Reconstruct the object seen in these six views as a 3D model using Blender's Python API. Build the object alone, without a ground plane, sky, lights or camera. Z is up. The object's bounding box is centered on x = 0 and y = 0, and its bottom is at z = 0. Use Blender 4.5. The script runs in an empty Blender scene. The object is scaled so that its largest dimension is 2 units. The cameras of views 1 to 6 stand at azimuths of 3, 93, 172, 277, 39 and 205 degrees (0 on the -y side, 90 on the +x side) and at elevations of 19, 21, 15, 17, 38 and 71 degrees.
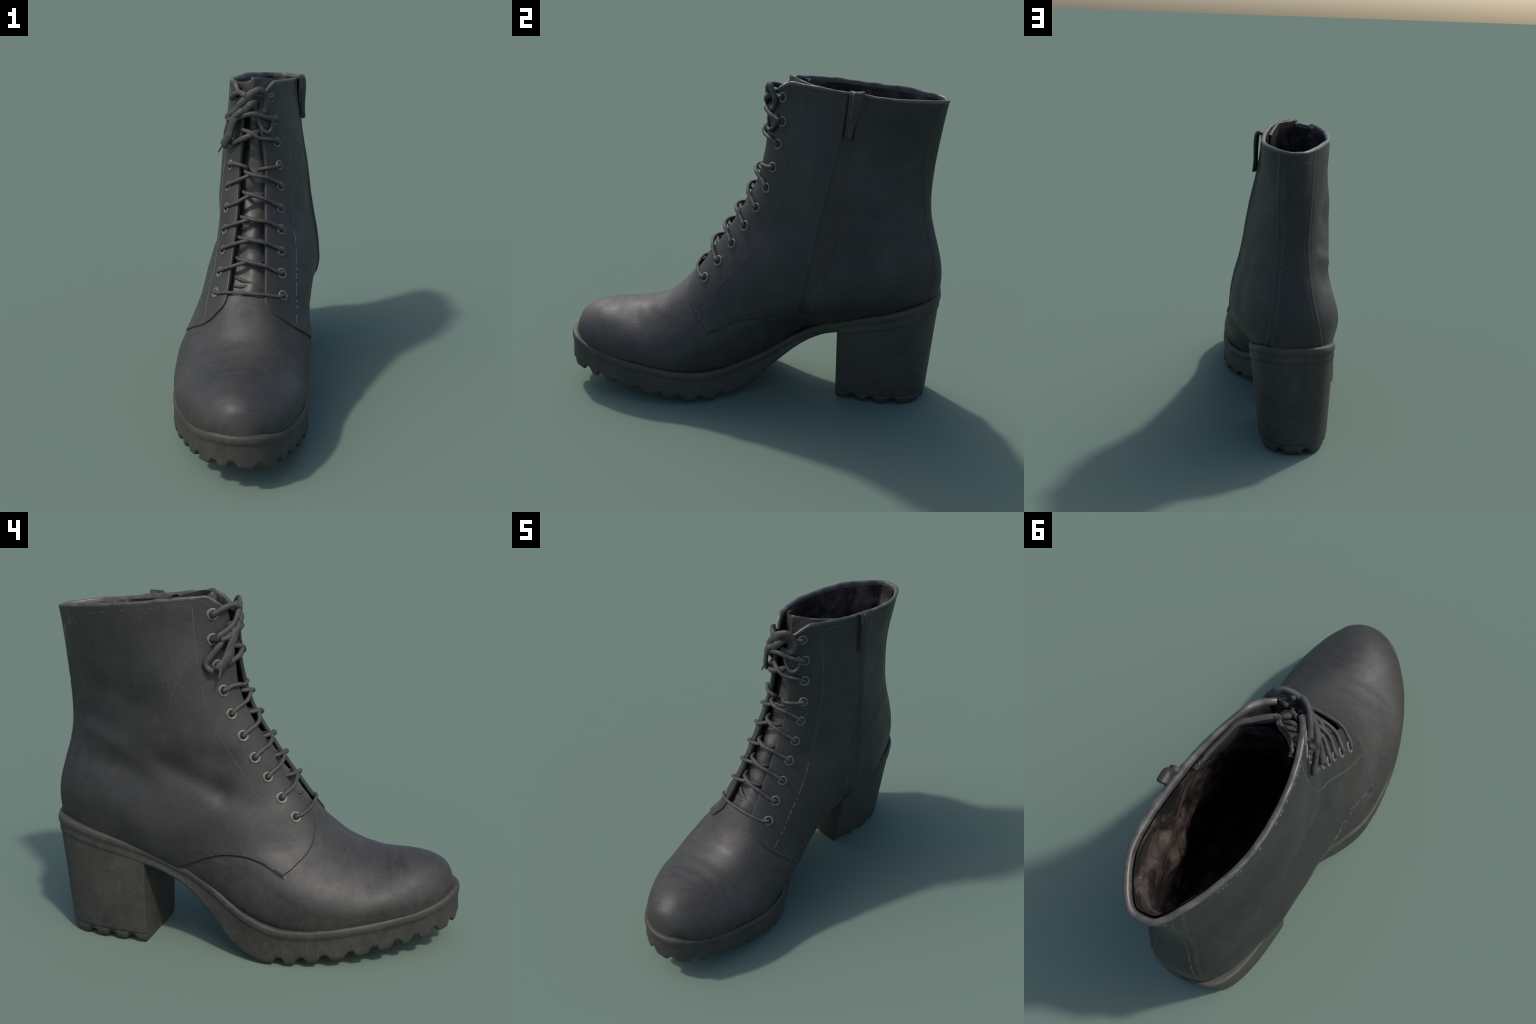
import bpy, bmesh, math, random
import numpy as np
from mathutils import Vector
from mathutils.bvhtree import BVHTree

random.seed(7)
RNG = np.random.RandomState(7)

# ------------------------------------------------------------------ helpers
def pchip(xs, ys):
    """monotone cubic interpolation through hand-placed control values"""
    xs = np.asarray(xs, float); ys = np.asarray(ys, float)
    h = np.diff(xs); d = np.diff(ys) / h
    m = np.zeros_like(ys)
    m[0] = d[0]; m[-1] = d[-1]
    for i in range(1, len(xs) - 1):
        if d[i-1] * d[i] > 0:
            w1 = 2*h[i] + h[i-1]; w2 = h[i] + 2*h[i-1]
            m[i] = (w1 + w2) / (w1/d[i-1] + w2/d[i])
    def f(x):
        x = np.clip(np.asarray(x, float), xs[0], xs[-1])
        k = np.clip(np.searchsorted(xs, x, side='right') - 1, 0, len(xs) - 2)
        t = (x - xs[k]) / h[k]
        return ((1+2*t)*(1-t)**2*ys[k] + t*(1-t)**2*h[k]*m[k]
                + t*t*(3-2*t)*ys[k+1] + t*t*(t-1)*h[k]*m[k+1])
    return f

def natural(xs, ys):
    """natural cubic spline"""
    xs = np.asarray(xs, float); ys = np.asarray(ys, float); n = len(xs)
    h = np.diff(xs); A = np.eye(n); r = np.zeros(n)
    for i in range(1, n-1):
        A[i, i-1] = h[i-1]; A[i, i] = 2*(h[i-1]+h[i]); A[i, i+1] = h[i]
        r[i] = 6*((ys[i+1]-ys[i])/h[i] - (ys[i]-ys[i-1])/h[i-1])
    M = np.linalg.solve(A, r)
    def f(x):
        x = np.clip(np.asarray(x, float), xs[0], xs[-1])
        k = np.clip(np.searchsorted(xs, x, side='right') - 1, 0, n - 2)
        a = xs[k+1]-x; b = x-xs[k]
        return (M[k]*a**3 + M[k+1]*b**3)/(6*h[k]) + (ys[k]/h[k]-M[k]*h[k]/6)*a + (ys[k+1]/h[k]-M[k+1]*h[k]/6)*b
    return f

def smooth(x, a, b):
    t = np.clip((np.asarray(x, float) - a) / (b - a), 0, 1)
    return t*t*(3-2*t)

class Plate:
    """thin-plate surface through scattered control values"""
    def __init__(self, pts, vals, lam=2e-4):
        self.p = np.asarray(pts, float); n = len(self.p)
        K = self.u(self.p)
        P = np.c_[np.ones(n), self.p]
        A = np.zeros((n+3, n+3)); A[:n, :n] = K + lam*np.eye(n); A[:n, n:] = P; A[n:, :n] = P.T
        b = np.zeros(n+3); b[:n] = vals
        self.w = np.linalg.solve(A, b)
    def u(self, q):
        d2 = ((q[:, None, :] - self.p[None]) ** 2).sum(-1)
        return 0.5 * d2 * np.log(d2 + 1e-12)
    def __call__(self, y, z):
        y = np.asarray(y, float); q = np.c_[y.ravel(), np.asarray(z, float).ravel()]
        n = len(self.p)
        return (self.u(q) @ self.w[:n] + self.w[n] + q @ self.w[n+1:]).reshape(y.shape)

def value_noise(p, scale, seed):
    """smooth 3D value noise, vectorised, range about -1..1"""
    p = np.asarray(p, float) * scale
    i = np.floor(p).astype(np.int64); f = p - i; f = f*f*(3-2*f)
    def h(a):
        n = (a[..., 0]*374761393 + a[..., 1]*668265263 + a[..., 2]*2147483647 + seed*144269) & 0x7fffffff
        n = ((n ^ (n >> 13)) * 1274126177) & 0x7fffffff
        n = n ^ (n >> 16)
        return (n & 0xffff) / 32767.5 - 1
    r = 0
    for dx in (0, 1):
        for dy in (0, 1):
            for dz in (0, 1):
                w = (f[..., 0] if dx else 1-f[..., 0])*(f[..., 1] if dy else 1-f[..., 1])*(f[..., 2] if dz else 1-f[..., 2])
                r = r + w*h(i + np.array([dx, dy, dz]))
    return r

# ------------------------------------------------------------------ materials
def material(name, build):
    m = bpy.data.materials.new(name); m.use_nodes = True
    nt = m.node_tree; nt.nodes.clear()
    out = nt.nodes.new('ShaderNodeOutputMaterial'); bs = nt.nodes.new('ShaderNodeBsdfPrincipled')
    nt.links.new(bs.outputs[0], out.inputs[0])
    bs.inputs['Specular IOR Level'].default_value = .45
    build(nt, bs)
    return m

def noise(nt, scale, detail=4, rough=0.55, vec=None, dist=0.0):
    n = nt.nodes.new('ShaderNodeTexNoise')
    n.inputs['Scale'].default_value = scale; n.inputs['Detail'].default_value = detail
    n.inputs['Roughness'].default_value = rough; n.inputs['Distortion'].default_value = dist
    if vec is not None: nt.links.new(vec, n.inputs['Vector'])
    return n

def obj_coords(nt, scale=(1, 1, 1)):
    tc = nt.nodes.new('ShaderNodeTexCoord'); mp = nt.nodes.new('ShaderNodeMapping')
    mp.inputs['Scale'].default_value = scale
    nt.links.new(tc.outputs['Object'], mp.inputs['Vector'])
    return mp.outputs[0]

def ramp(nt, fac, stops):
    r = nt.nodes.new('ShaderNodeValToRGB'); e = r.color_ramp.elements
    while len(e) < len(stops): e.new(0.5)
    for k, (p, c) in enumerate(stops):
        e[k].position = p
        e[k].color = (c[0], c[1], c[2], 1) if not isinstance(c, (int, float)) else (c, c, c, 1)
    nt.links.new(fac, r.inputs[0])
    return r.outputs[0]

def mix(nt, fac, a, b, mode='MIX'):
    m = nt.nodes.new('ShaderNodeMix'); m.data_type = 'RGBA'; m.blend_type = mode
    for sock, v in ((m.inputs[0], fac), (m.inputs[6], a), (m.inputs[7], b)):
        if isinstance(v, bpy.types.NodeSocket): nt.links.new(v, sock)
        elif isinstance(v, (int, float)): sock.default_value = v
        else: sock.default_value = (*v, 1)
    return m.outputs[2]

def bump(nt, bs, height, strength, dist):
    b = nt.nodes.new('ShaderNodeBump'); b.inputs['Strength'].default_value = strength
    b.inputs['Distance'].default_value = dist
    nt.links.new(height, b.inputs['Height']); nt.links.new(b.outputs[0], bs.inputs['Normal'])

def leather(nt, bs, dark=(0.0165, 0.0157, 0.0142), light=(0.028, 0.0266, 0.0235), rough=0.5, speck=0.0, streak=False):
    v = obj_coords(nt)
    big = noise(nt, 3.0, 5, 0.6, v)
    c = ramp(nt, big.outputs[0], [(0.35, dark), (0.68, light)])
    # scuffed, slightly dusty patches with a broken edge
    pv = obj_coords(nt, (1.0, 1.4, 0.9))
    pn = noise(nt, 5.5, 7, 0.68, pv, 0.8)
    c = mix(nt, ramp(nt, pn.outputs[0], [(0.50, 0.0), (0.74, 0.34)]), c, (0.056, 0.0535, 0.049))
    fine = noise(nt, 42, 5, 0.7, v)
    c = mix(nt, ramp(nt, fine.outputs[0], [(0.45, 0.0), (0.78, 0.28)]), c, (0.050, 0.0475, 0.042))
    if streak:
        # creases and brush marks across the bend of the foot
        sv = obj_coords(nt, (2.2, 12, 7))
        st = noise(nt, 2.4, 7, 0.7, sv, 0.9)
        c = mix(nt, ramp(nt, st.outputs[0], [(0.42, 0.0), (0.72, 0.55)]), c, (0.053, 0.0500, 0.0450))
        c = mix(nt, ramp(nt, st.outputs[0], [(0.28, 0.45), (0.42, 0.0)]), c, (0.014, 0.014, 0.015))
    if speck:
        sp = noise(nt, 95, 2, 0.5, v)
        patch = noise(nt, 4.0, 2, 0.5, v)
        f = nt.nodes.new('ShaderNodeMath'); f.operation = 'MULTIPLY'
        nt.links.new(ramp(nt, sp.outputs[0], [(0.69, 0.0), (0.76, speck)]), f.inputs[0])
        nt.links.new(ramp(nt, patch.outputs[0], [(0.45, 0.0), (0.62, 1.0)]), f.inputs[1])
        c = mix(nt, f.outputs[0], c, (0.16, 0.155, 0.145))
    nt.links.new(c, bs.inputs['Base Color'])
    rr = noise(nt, 7.0, 4, 0.6, v)
    nt.links.new(ramp(nt, rr.outputs[0], [(0.3, rough-0.06), (0.7, rough+0.08)]), bs.inputs['Roughness'])
    g = noise(nt, 160, 3, 0.6, v); g2 = noise(nt, 18, 4, 0.6, v)
    ad = nt.nodes.new('ShaderNodeMath'); ad.operation = 'MULTIPLY_ADD'
    nt.links.new(g2.outputs[0], ad.inputs[0]); ad.inputs[1].default_value = 2.5; nt.links.new(g.outputs[0], ad.inputs[2])
    bump(nt, bs, ad.outputs[0], 0.16, 0.004)

def rubber(nt, bs):
    v = obj_coords(nt)
    big = noise(nt, 2.6, 5, 0.65, v)
    c = ramp(nt, big.outputs[0], [(0.30, (0.024, 0.0230, 0.0195)), (0.72, (0.049, 0.0460, 0.0375))])
    dust = noise(nt, 34, 6, 0.7, v)
    c = mix(nt, ramp(nt, dust.outputs[0], [(0.48, 0.0), (0.78, 0.5)]), c, (0.085, 0.076, 0.058))
    stain = noise(nt, 6.0, 6, 0.7, obj_coords(nt, (1, 1, .5)), 0.5)
    c = mix(nt, ramp(nt, stain.outputs[0], [(0.30, 0.55), (0.46, 0.0)]), c, (0.014, 0.014, 0.014))
    nt.links.new(c, bs.inputs['Base Color'])
    bs.inputs['Roughness'].default_value = 0.6
    g = noise(nt, 70, 4, 0.6, v)
    bump(nt, bs, g.outputs[0], 0.15, 0.006)

def simple(col, col2, rough, scale=30, b=0.1):
    def f(nt, bs):
        v = obj_coords(nt)
        n = noise(nt, scale, 4, 0.6, v)
        nt.links.new(ramp(nt, n.outputs[0], [(0.3, col), (0.7, col2)]), bs.inputs['Base Color'])
        bs.inputs['Roughness'].default_value = rough
        bump(nt, bs, n.outputs[0], b, 0.005)
    return f

def patchy(col, col2, rough, scale=30, b=0.1):
    def f(nt, bs):
        v = obj_coords(nt)
        n = noise(nt, scale, 6, 0.65, v, 0.7)
        nt.links.new(ramp(nt, n.outputs[0], [(0.46, col), (0.60, tuple(.45*k for k in col2)), (0.74, col2)]), bs.inputs['Base Color'])
        bs.inputs['Roughness'].default_value = rough
        bump(nt, bs, n.outputs[0], b, 0.01)
    return f

M_VAMP = material('vamp_leather', lambda nt, bs: leather(nt, bs, (0.0195, 0.0184, 0.0163), (0.032, 0.0300, 0.0262), 0.54, 0.0, True))
M_QUARTER = material('quarter_leather', lambda nt, bs: leather(nt, bs, rough=0.5, speck=0.6))
M_TONGUE = material('tongue_leather', simple((0.022, 0.0215, 0.019), (0.060, 0.056, 0.047), 0.5, 9, .2))
M_LINING = material('lining_cloth', patchy((0.012, 0.010, 0.010), (0.155, 0.118, 0.102), 0.5, 8, 0.5))
M_RUBBER = material('sole_rubber', rubber)
M_LACE = material('lace_cord', simple((0.030, 0.030, 0.029), (0.055, 0.053, 0.049), 0.65, 60, 0.3))
M_EYELET = material('eyelet_metal', simple((0.055, 0.055, 0.048), (0.17, 0.165, 0.135), 0.45, 30, 0.1))
M_COLLAR = material('collar_leather', simple((0.034, 0.0325, 0.029), (0.105, 0.099, 0.087), 0.40, 22, 0.35))
M_EYE_DISC = material('eyelet_dark', simple((0.012, 0.012, 0.012), (0.02, 0.02, 0.02), 0.7))
M_GLUE = material('dried_glue', simple((0.16, 0.15, 0.12), (0.34, 0.31, 0.25), 0.5, 60))
M_STITCH = material('stitch_thread', simple((0.060, 0.058, 0.054), (0.155, 0.150, 0.138), 0.7, 14, 0.1))

# ------------------------------------------------------------------ the thing
ROOT = bpy.data.objects.new('ankle_boot', None)
bpy.context.scene.collection.objects.link(ROOT)
ROOT['label'] = 'black leather lace-up ankle boot with chunky block heel'
ROOT['category'] = 'boot'

def add_mesh(name, verts, faces, mat, parent=None, smooth_shade=True, normals=None, stuff=False):
    me = bpy.data.meshes.new(name)
    me.from_pydata([tuple(map(float, v)) for v in verts], [], [tuple(map(int, f)) for f in faces])
    me.materials.append(mat)
    me.update()
    if smooth_shade:
        me.polygons.foreach_set('use_smooth', [True]*len(me.polygons))
    if normals is not None:
        me.normals_split_custom_set_from_vertices([tuple(map(float, n)) for n in normals])
    ob = bpy.data.objects.new(name, me)
    bpy.context.scene.collection.objects.link(ob)
    ob.parent = parent or ROOT
    if stuff: ob['kind'] = 'stuff'
    return ob

# ------------------------------------------------------------------ sole outline rules
PLAN = [(.035, -1.0), (-.03, -.990), (-.105, -.952), (-.160, -.900), (-.225, -.810), (-.268, -.720), (-.310, -.620), (-.345, -.490),
        (-.366, -.350), (-.368, -.190), (-.344, -.040), (-.282, .110), (-.222, .260), (-.203, .450), (-.192, .600), (-.168, .780),
        (-.131, .900), (-.078, .972), (.0, .998), (.065, 1.0), (.135, .990), (.205, .958), (.262, .895), (.290, .810), (.296, .700),
        (.274, .580), (.228, .450), (.178, .320), (.158, .180), (.168, .050), (.206, -.060), (.252, -.145), (.308, -.250), (.332, -.370),
        (.335, -.450), (.320, -.560), (.290, -.690), (.250, -.800), (.213, -.875), (.160, -.950), (.100, -.987)]

def closed_spline(ctrl, n):
    """evenly spaced points on a closed centripetal curve through the control points, with outward plan normals"""
    P = np.array(ctrl, float); m = len(P); out = []
    for i in range(m):
        p0, p1, p2, p3 = P[i-1], P[i], P[(i+1) % m], P[(i+2) % m]
        t = np.linspace(0, 1, 40, endpoint=False)[:, None]
        out.append(.5*((2*p1) + (-p0+p2)*t + (2*p0-5*p1+4*p2-p3)*t*t + (-p0+3*p1-3*p2+p3)*t**3))
    q = np.concatenate(out); q = np.r_[q, q[:1]]
    d = np.r_[0, np.cumsum(np.linalg.norm(np.diff(q, axis=0), axis=1))]
    a = np.linspace(0, d[-1], n, endpoint=False)
    r = np.c_[np.interp(a, d, q[:, 0]), np.interp(a, d, q[:, 1])]
    for _ in range(2): r = .5*r + .25*(np.roll(r, 1, 0) + np.roll(r, -1, 0))
    tg = np.roll(r, -1, 0) - np.roll(r, 1, 0)
    nm = np.c_[tg[:, 1], -tg[:, 0]]; nm /= np.linalg.norm(nm, axis=1, keepdims=True)
    if (nm*(r - r.mean(0))).sum() < 0: nm = -nm
    return r, nm, d[-1]

WELT_Z = pchip([-1.0, -.96, -.92, -.85, -.76, -.63, -.5, -.36, -.25, -.15, -.06, .04, .10, .18, .29, .39, .5, .62, .75, .86, .93, 1.0],
               [.298, .290, .275, .256, .240, .224, .208, .191, .182, .184, .205, .245, .285, .343, .407, .457, .503, .540, .573, .602, .618, .628])
SOLE_Z = pchip([-1.0, -.97, -.9, -.82, -.72, -.62, -.52, -.41, -.30, -.2, -.12, -.05, 0, .05, .09, .13, .18, .26, .36, .45, .53, 1.0],
               [.140, .124, .112, .098, .083, .066, .050, .034, .018, .010, .010, .030, .055, .095, .140, .190, .240, .310, .370, .408, .425, .43])

# ------------------------------------------------------------------ upper: fan of sections
# front point (y,z), back/bottom point (y,z), widest place s0, roundness at back and front
SECT = [
    (.105, 1.700, .940, 1.634, .55, 3.8, 2.7),
    (.070, 1.450, .910, 1.420, .55, 3.8, 2.7),
    (.022, 1.210, .893, 1.200, .55, 3.6, 2.7),
    (-.074, 1.020, .905, 1.030, .55, 3.5, 2.65),
    (-.188, .840, .950, .870, .52, 3.5, 2.65),
    (-.282, .705, .978, .720, .50, 3.5, 2.75),
    (-.342, .625, .972, .600, .50, 3.6, 2.7),
    (-.400, .567, .930, .545, .50, 4.5, 2.55),
    (-.460, .522, .750, .520, .48, 5.0, 2.32),
    (-.530, .490, .450, .435, .45, 6.0, 2.05),
    (-.600, .474, .150, .270, .42, 6.0, 1.92),
    (-.670, .466, -.150, .140, .38, 6.0, 1.92),
    (-.750, .461, -.420, .150, .36, 5.0, 2.0),
    (-.830, .452, -.660, .165, .36, 5.0, 2.0),
    (-.900, .425, -.830, .175, .40, 4.5, 2.05),
    (-.950, .372, -.930, .185, .45, 4.0, 2.1),
    (-.982, .265, -.975, .200, .50, 2.5, 2.2),
]
_k = np.arange(len(SECT)); _S = np.array(SECT)
FY, FZ, BY, BZ, S0, NB, NF = [natural(_k, _S[:, c]) if c < 4 else pchip(_k, _S[:, c]) for c in range(7)]

# half-width rules: (y, z, x on the outer side, x on the inner side)
WIDTH = [
    # shaft
    (.10, 1.69, -.106, .118), (.28, 1.68, -.122, .165), (.45, 1.66, -.126, .210), (.62, 1.645, -.106, .240), (.78, 1.63, -.050, .246), (.94, 1.62, .025, .198),
    (.10, 1.49, -.107, .132), (.22, 1.49, -.126, .178), (.38, 1.48, -.139, .226), (.62, 1.46, -.096, .231), (.80, 1.45, -.044, .211), (.92, 1.45, .005, .184),
    (.05, 1.29, -.116, .165), (.22, 1.29, -.147, .220), (.40, 1.29, -.158, .268), (.62, 1.29, -.093, .248), (.80, 1.29, -.048, .212), (.90, 1.29, -.010, .184),
    (.00, 1.13, -.143, .186), (.20, 1.13, -.165, .244), (.40, 1.13, -.167, .292), (.60, 1.13, -.114, .277), (.78, 1.13, -.052, .240), (.90, 1.13, -.025, .203),
    (-.08, 1.0, -.154, .195), (.18, .98, -.168, .270), (.42, .98, -.168, .317), (.63, .98, -.128, .298), (.82, .98, -.078, .258), (.92, .98, -.048, .222),
    (-.18, .86, -.173, .220), (.15, .86, -.186, .308), (.36, .86, -.173, .340), (.62, .86, -.145, .325), (.85, .86, -.115, .280), (.95, .86, -.085, .246),
    (-.27, .74, -.205, .252), (.15, .74, -.211, .332), (.36, .74, -.204, .358), (.62, .74, -.190, .343), (.85, .74, -.152, .296), (.97, .74, -.112, .262),
    (-.32, .64, -.245, .288), (.12, .62, -.240, .335), (.36, .62, -.230, .352), (.60, .62, -.206, .334), (.82, .63, -.154, .290), (.97, .65, -.115, .260),
    # instep and vamp
    (-.15, .50, -.290, .340), (.15, .48, -.262, .278), (.40, .50, -.222, .246), (.62, .55, -.182, .276), (.82, .60, -.150, .280),
    (-.15, .36, -.347, .332), (.10, .34, -.282, .215), (-.02, .25, -.325, .222), (.30, .42, -.222, .160),
    (-.40, .50, -.275, .310), (-.40, .36, -.345, .336), (-.40, .22, -.350, .328), (-.18, .20, -.350, .262),
    (-.60, .46, -.265, .275), (-.60, .34, -.305, .304), (-.60, .23, -.305, .295),
    (-.78, .44, -.220, .238), (-.78, .34, -.228, .243), (-.78, .22, -.228, .243),
    (-.86, .40, -.170, .197), (-.86, .22, -.172, .198), (-.925, .36, -.108, .150), (-.925, .22, -.112, .152),
    (-.96, .33, -.064, .110), (-.96, .22, -.066, .112), (-.982, .28, -.005, .055), (-.982, .2, -.005, .055),
]
_W = np.array(WIDTH)
XL = Plate(_W[:, :2], _W[:, 2]); XR = Plate(_W[:, :2], _W[:, 3])

# the ridge of the instep lies off centre, towards the inner side
RIDGE = pchip([0, 5, 6, 7, 8, 9, 10, 11, 13, 16], [0, 0, .008, .030, .044, .042, .028, .012, 0, 0])

def section(t, side, n=160):
    """points of one half of section t from the front point to the back point (side -1 outer, +1 inner)"""
    fy, fz, by, bz, s0, nb, nf = [float(f(t)) for f in (FY, FZ, BY, BZ, S0, NB, NF)]
    ph = np.linspace(0, math.pi/2, n)
    sf = s0 + (1-s0)*np.cos(ph)**(2/nf); ef = np.sin(ph)**(2/nf)
    sb = s0 - s0*np.sin(ph)**(2/nb); eb = np.cos(ph)**(2/nb)
    s = np.r_[sf, sb[1:]]; e = np.r_[ef, eb[1:]]
    y = by + (fy-by)*s; z = bz + (fz-bz)*s
    l = XL(y, z); r = XR(y, z); c = .5*(l+r) + float(RIDGE(t))*smooth(s, s0, 1)
    x = c + ((l if side < 0 else r) - c)*e
    return np.c_[x, y, z]

NROW = 430
T_ROWS = np.linspace(0, 16, NROW)
# half width of the lace opening, then of the vamp tongue between the quarters, measured
# along the surface from the front line, by section number
H_OUT = pchip([0, .65, 1.2, 1.7, 2.1, 2.7, 3.1, 3.55, 4.16, 4.66, 5.2, 5.8, 6.5, 7.4, 8.4, 9.09, 9.43, 16],
              [.054, .050, .063, .080, .078, .074, .079, .090, .104, .109, .116, .142, .206, .292, .396, .505, .575, .575])
H_INN = pchip([0, .65, 1.1, 1.4, 1.76, 2.5, 3.3, 4.2, 4.74, 5.3, 5.65, 6.1, 6.5, 6.95, 7.7, 8.5, 9.16, 9.47, 16],
              [.032, .030, .038, .047, .052, .059, .066, .068, .070, .076, .086, .112, .146, .182, .246, .334, .430, .487, .487])
T_VAMP = 5.1       # section where the opening ends and the vamp takes over

# dense base skin: every section sampled from the outer back over the front to the inner back
_half = 319
SKIN = np.zeros((NROW, 2*_half-1, 3)); ARCL = np.zeros((NROW, 2*_half-1))
for i, t in enumerate(T_ROWS):
    pl = section(t, -1); pr = section(t, 1)
    dl = np.r_[0, np.cumsum(np.linalg.norm(np.diff(pl, axis=0), axis=1))]
    dr = np.r_[0, np.cumsum(np.linalg.norm(np.diff(pr, axis=0), axis=1))]
    SKIN[i] = np.r_[pl[::-1], pr[1:]]; ARCL[i] = np.r_[-dl[::-1], dr[1:]]
# even columns along each row so that normals can be taken on a regular grid
NU = 900
UGRID = np.linspace(0, 1, NU)
EVEN = np.zeros((NROW, NU, 3))
A0 = ARCL[:, 0]; A1 = ARCL[:, -1]
for i in range(NROW):
    u = np.where(UGRID < .5, A0[i]*(1-2*UGRID), A1[i]*(2*UGRID-1))
    for c in range(3): EVEN[i, :, c] = np.interp(u, ARCL[i], SKIN[i, :, c])
_du = np.gradient(EVEN, axis=0)
_lp = np.concatenate([EVEN[:, -2:-1], EVEN, EVEN[:, 1:2]], axis=1)
ENRM = np.cross(_du, _lp[:, 2:] - _lp[:, :-2])
ENRM /= np.linalg.norm(ENRM, axis=2, keepdims=True) + 1e-12
if (ENRM*(EVEN - EVEN.mean(axis=1, keepdims=True))).sum() < 0: ENRM = -ENRM
for _ in range(3):
    ENRM[:, 1:-1] = .5*ENRM[:, 1:-1] + .25*(ENRM[:, 2:] + ENRM[:, :-2])
ENRM /= np.linalg.norm(ENRM, axis=2, keepdims=True) + 1e-12

def surf(t, a, off=0.0):
    """point(s) on the base skin: section number t, distance a from the front line (minus: outer side), height off"""
    t = np.atleast_1d(np.asarray(t, float)); a = np.atleast_1d(np.asarray(a, float)); off = np.asarray(off, float)
    t, a, off = np.broadcast_arrays(t, a, off)
    r = np.clip(t/16*(NROW-1), 0, NROW-1.0001); i = r.astype(int); f = (r-i)
    def at(i):
        u = np.where(a < 0, .5*(1 - a/A0[i]), .5*(1 + a/A1[i]))
        c = np.clip(u*(NU-1), 0, NU-1.0001); k = c.astype(int); g = (c-k)[..., None]
        return EVEN[i, k]*(1-g) + EVEN[i, k+1]*g, ENRM[i, k]*(1-g) + ENRM[i, k+1]*g
    p0, n0 = at(i); p1, n1 = at(np.minimum(i+1, NROW-1))
    f = f[..., None]
    p = p0*(1-f) + p1*f; n = n0*(1-f) + n1*f
    n = n/(np.linalg.norm(n, axis=-1, keepdims=True)+1e-12)
    return p + n*off[..., None]

def grid_faces(nr, nc, flip=False, mask=None):
    F = []
    for i in range(nr-1):
        for j in range(nc-1):
            if mask is not None and not mask[i, j]: continue
            a = i*nc+j; q = (a, a+1, a+nc+1, a+nc)
            F.append(q[::-1] if flip else q)
    return F
# ------------------------------------------------------------------ upper parts
LOW_OUT = pchip([-.6, -.152, -.103, -.041, .037, .115, .195, .261, .322, .42, .6, 1.1], [.20, .434, .463, .491, .511, .514, .495, .465, .436, .37, .2, .1])
LOW_INN = pchip([-.6, -.199, -.139, -.055, .029, .112, .187, .25, .33, .42, .6, 1.1], [.20, .433, .464, .502, .518, .508, .472, .43, .37, .30, .2, .1])
STAY_R = pchip([.5, .636, .75, .87, .98, .12+1, 1.2, 1.34, 1.6, 1.7], [.228, .216, .202, .190, .181, .169, .168, .173, .178, .180])
STAY_L = pchip([.5, .665, .81, .92, 1.02, 1.15, 1.24, 1.34, 1.6, 1.7], [-.070, -.043, -.011, .009, .022, .033, .032, .028, .020, .018])
ZIP_C = pchip([.45, .595, .693, .862, 1.023, 1.186, 1.344, 1.5, 1.7], [.235, .261, .278, .309, .343, .377, .410, .442, .465])
ZIP_B = pchip([.45, .551, .662, .785, .948, 1.11, 1.269, 1.425, 1.564, 1.7], [.275, .303, .333, .369, .411, .436, .460, .484, .503, .535])

# folds and hollows in the leather: (side, y0, z0, y1, z1, width, depth)
FOLDS = [(-1, .42, .93, .14, .80, .055, -.013), (-1, .14, .80, -.02, .74, .060, -.005), (-1, .30, 1.05, .12, 1.02, .060, .006),
         (-1, .30, .70, .05, .64, .070, .003), (-1, .78, 1.06, .62, 1.00, .045, .010), (-1, .80, .93, .55, .88, .05, -.008),
         (-1, .75, 1.28, .55, 1.20, .07, -.008), (-1, .45, 1.30, .30, 1.40, .10, .004),
         (1, .72, 1.38, .58, 1.28, .08, -.006), (1, .78, 1.02, .58, .98, .05, .005), (1, .15, 1.02, .05, .96, .05, -.004)]

def relief(P, a):
    """height of the worked leather above the base skin"""
    x, y, z = P[..., 0], P[..., 1], P[..., 2]
    side = np.sign(a)
    h = .0022*value_noise(P, 5.0, 3) + .0010*value_noise(P, 13.0, 5)
    for sd, y0, z0, y1, z1, w, d in FOLDS:
        vy, vz = y1-y0, z1-z0; L2 = vy*vy+vz*vz
        k = np.clip(((y-y0)*vy + (z-z0)*vz)/L2, 0, 1)
        r2 = (y-y0-k*vy)**2 + (z-z0-k*vz)**2
        h = h + np.where(side == sd, d*np.exp(-r2/(w*w)), 0)
    # creases across the vamp where the foot bends
    bend = np.exp(-((y+.56)/.16)**2)*smooth(z, .34, .46)
    wob = .05*value_noise(P, 4.0, 11)
    h = h + .0016*bend*np.sin((y + wob - .10*x*x)*62)*(.5+.5*value_noise(P, 7.0, 17))
    return h

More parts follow.
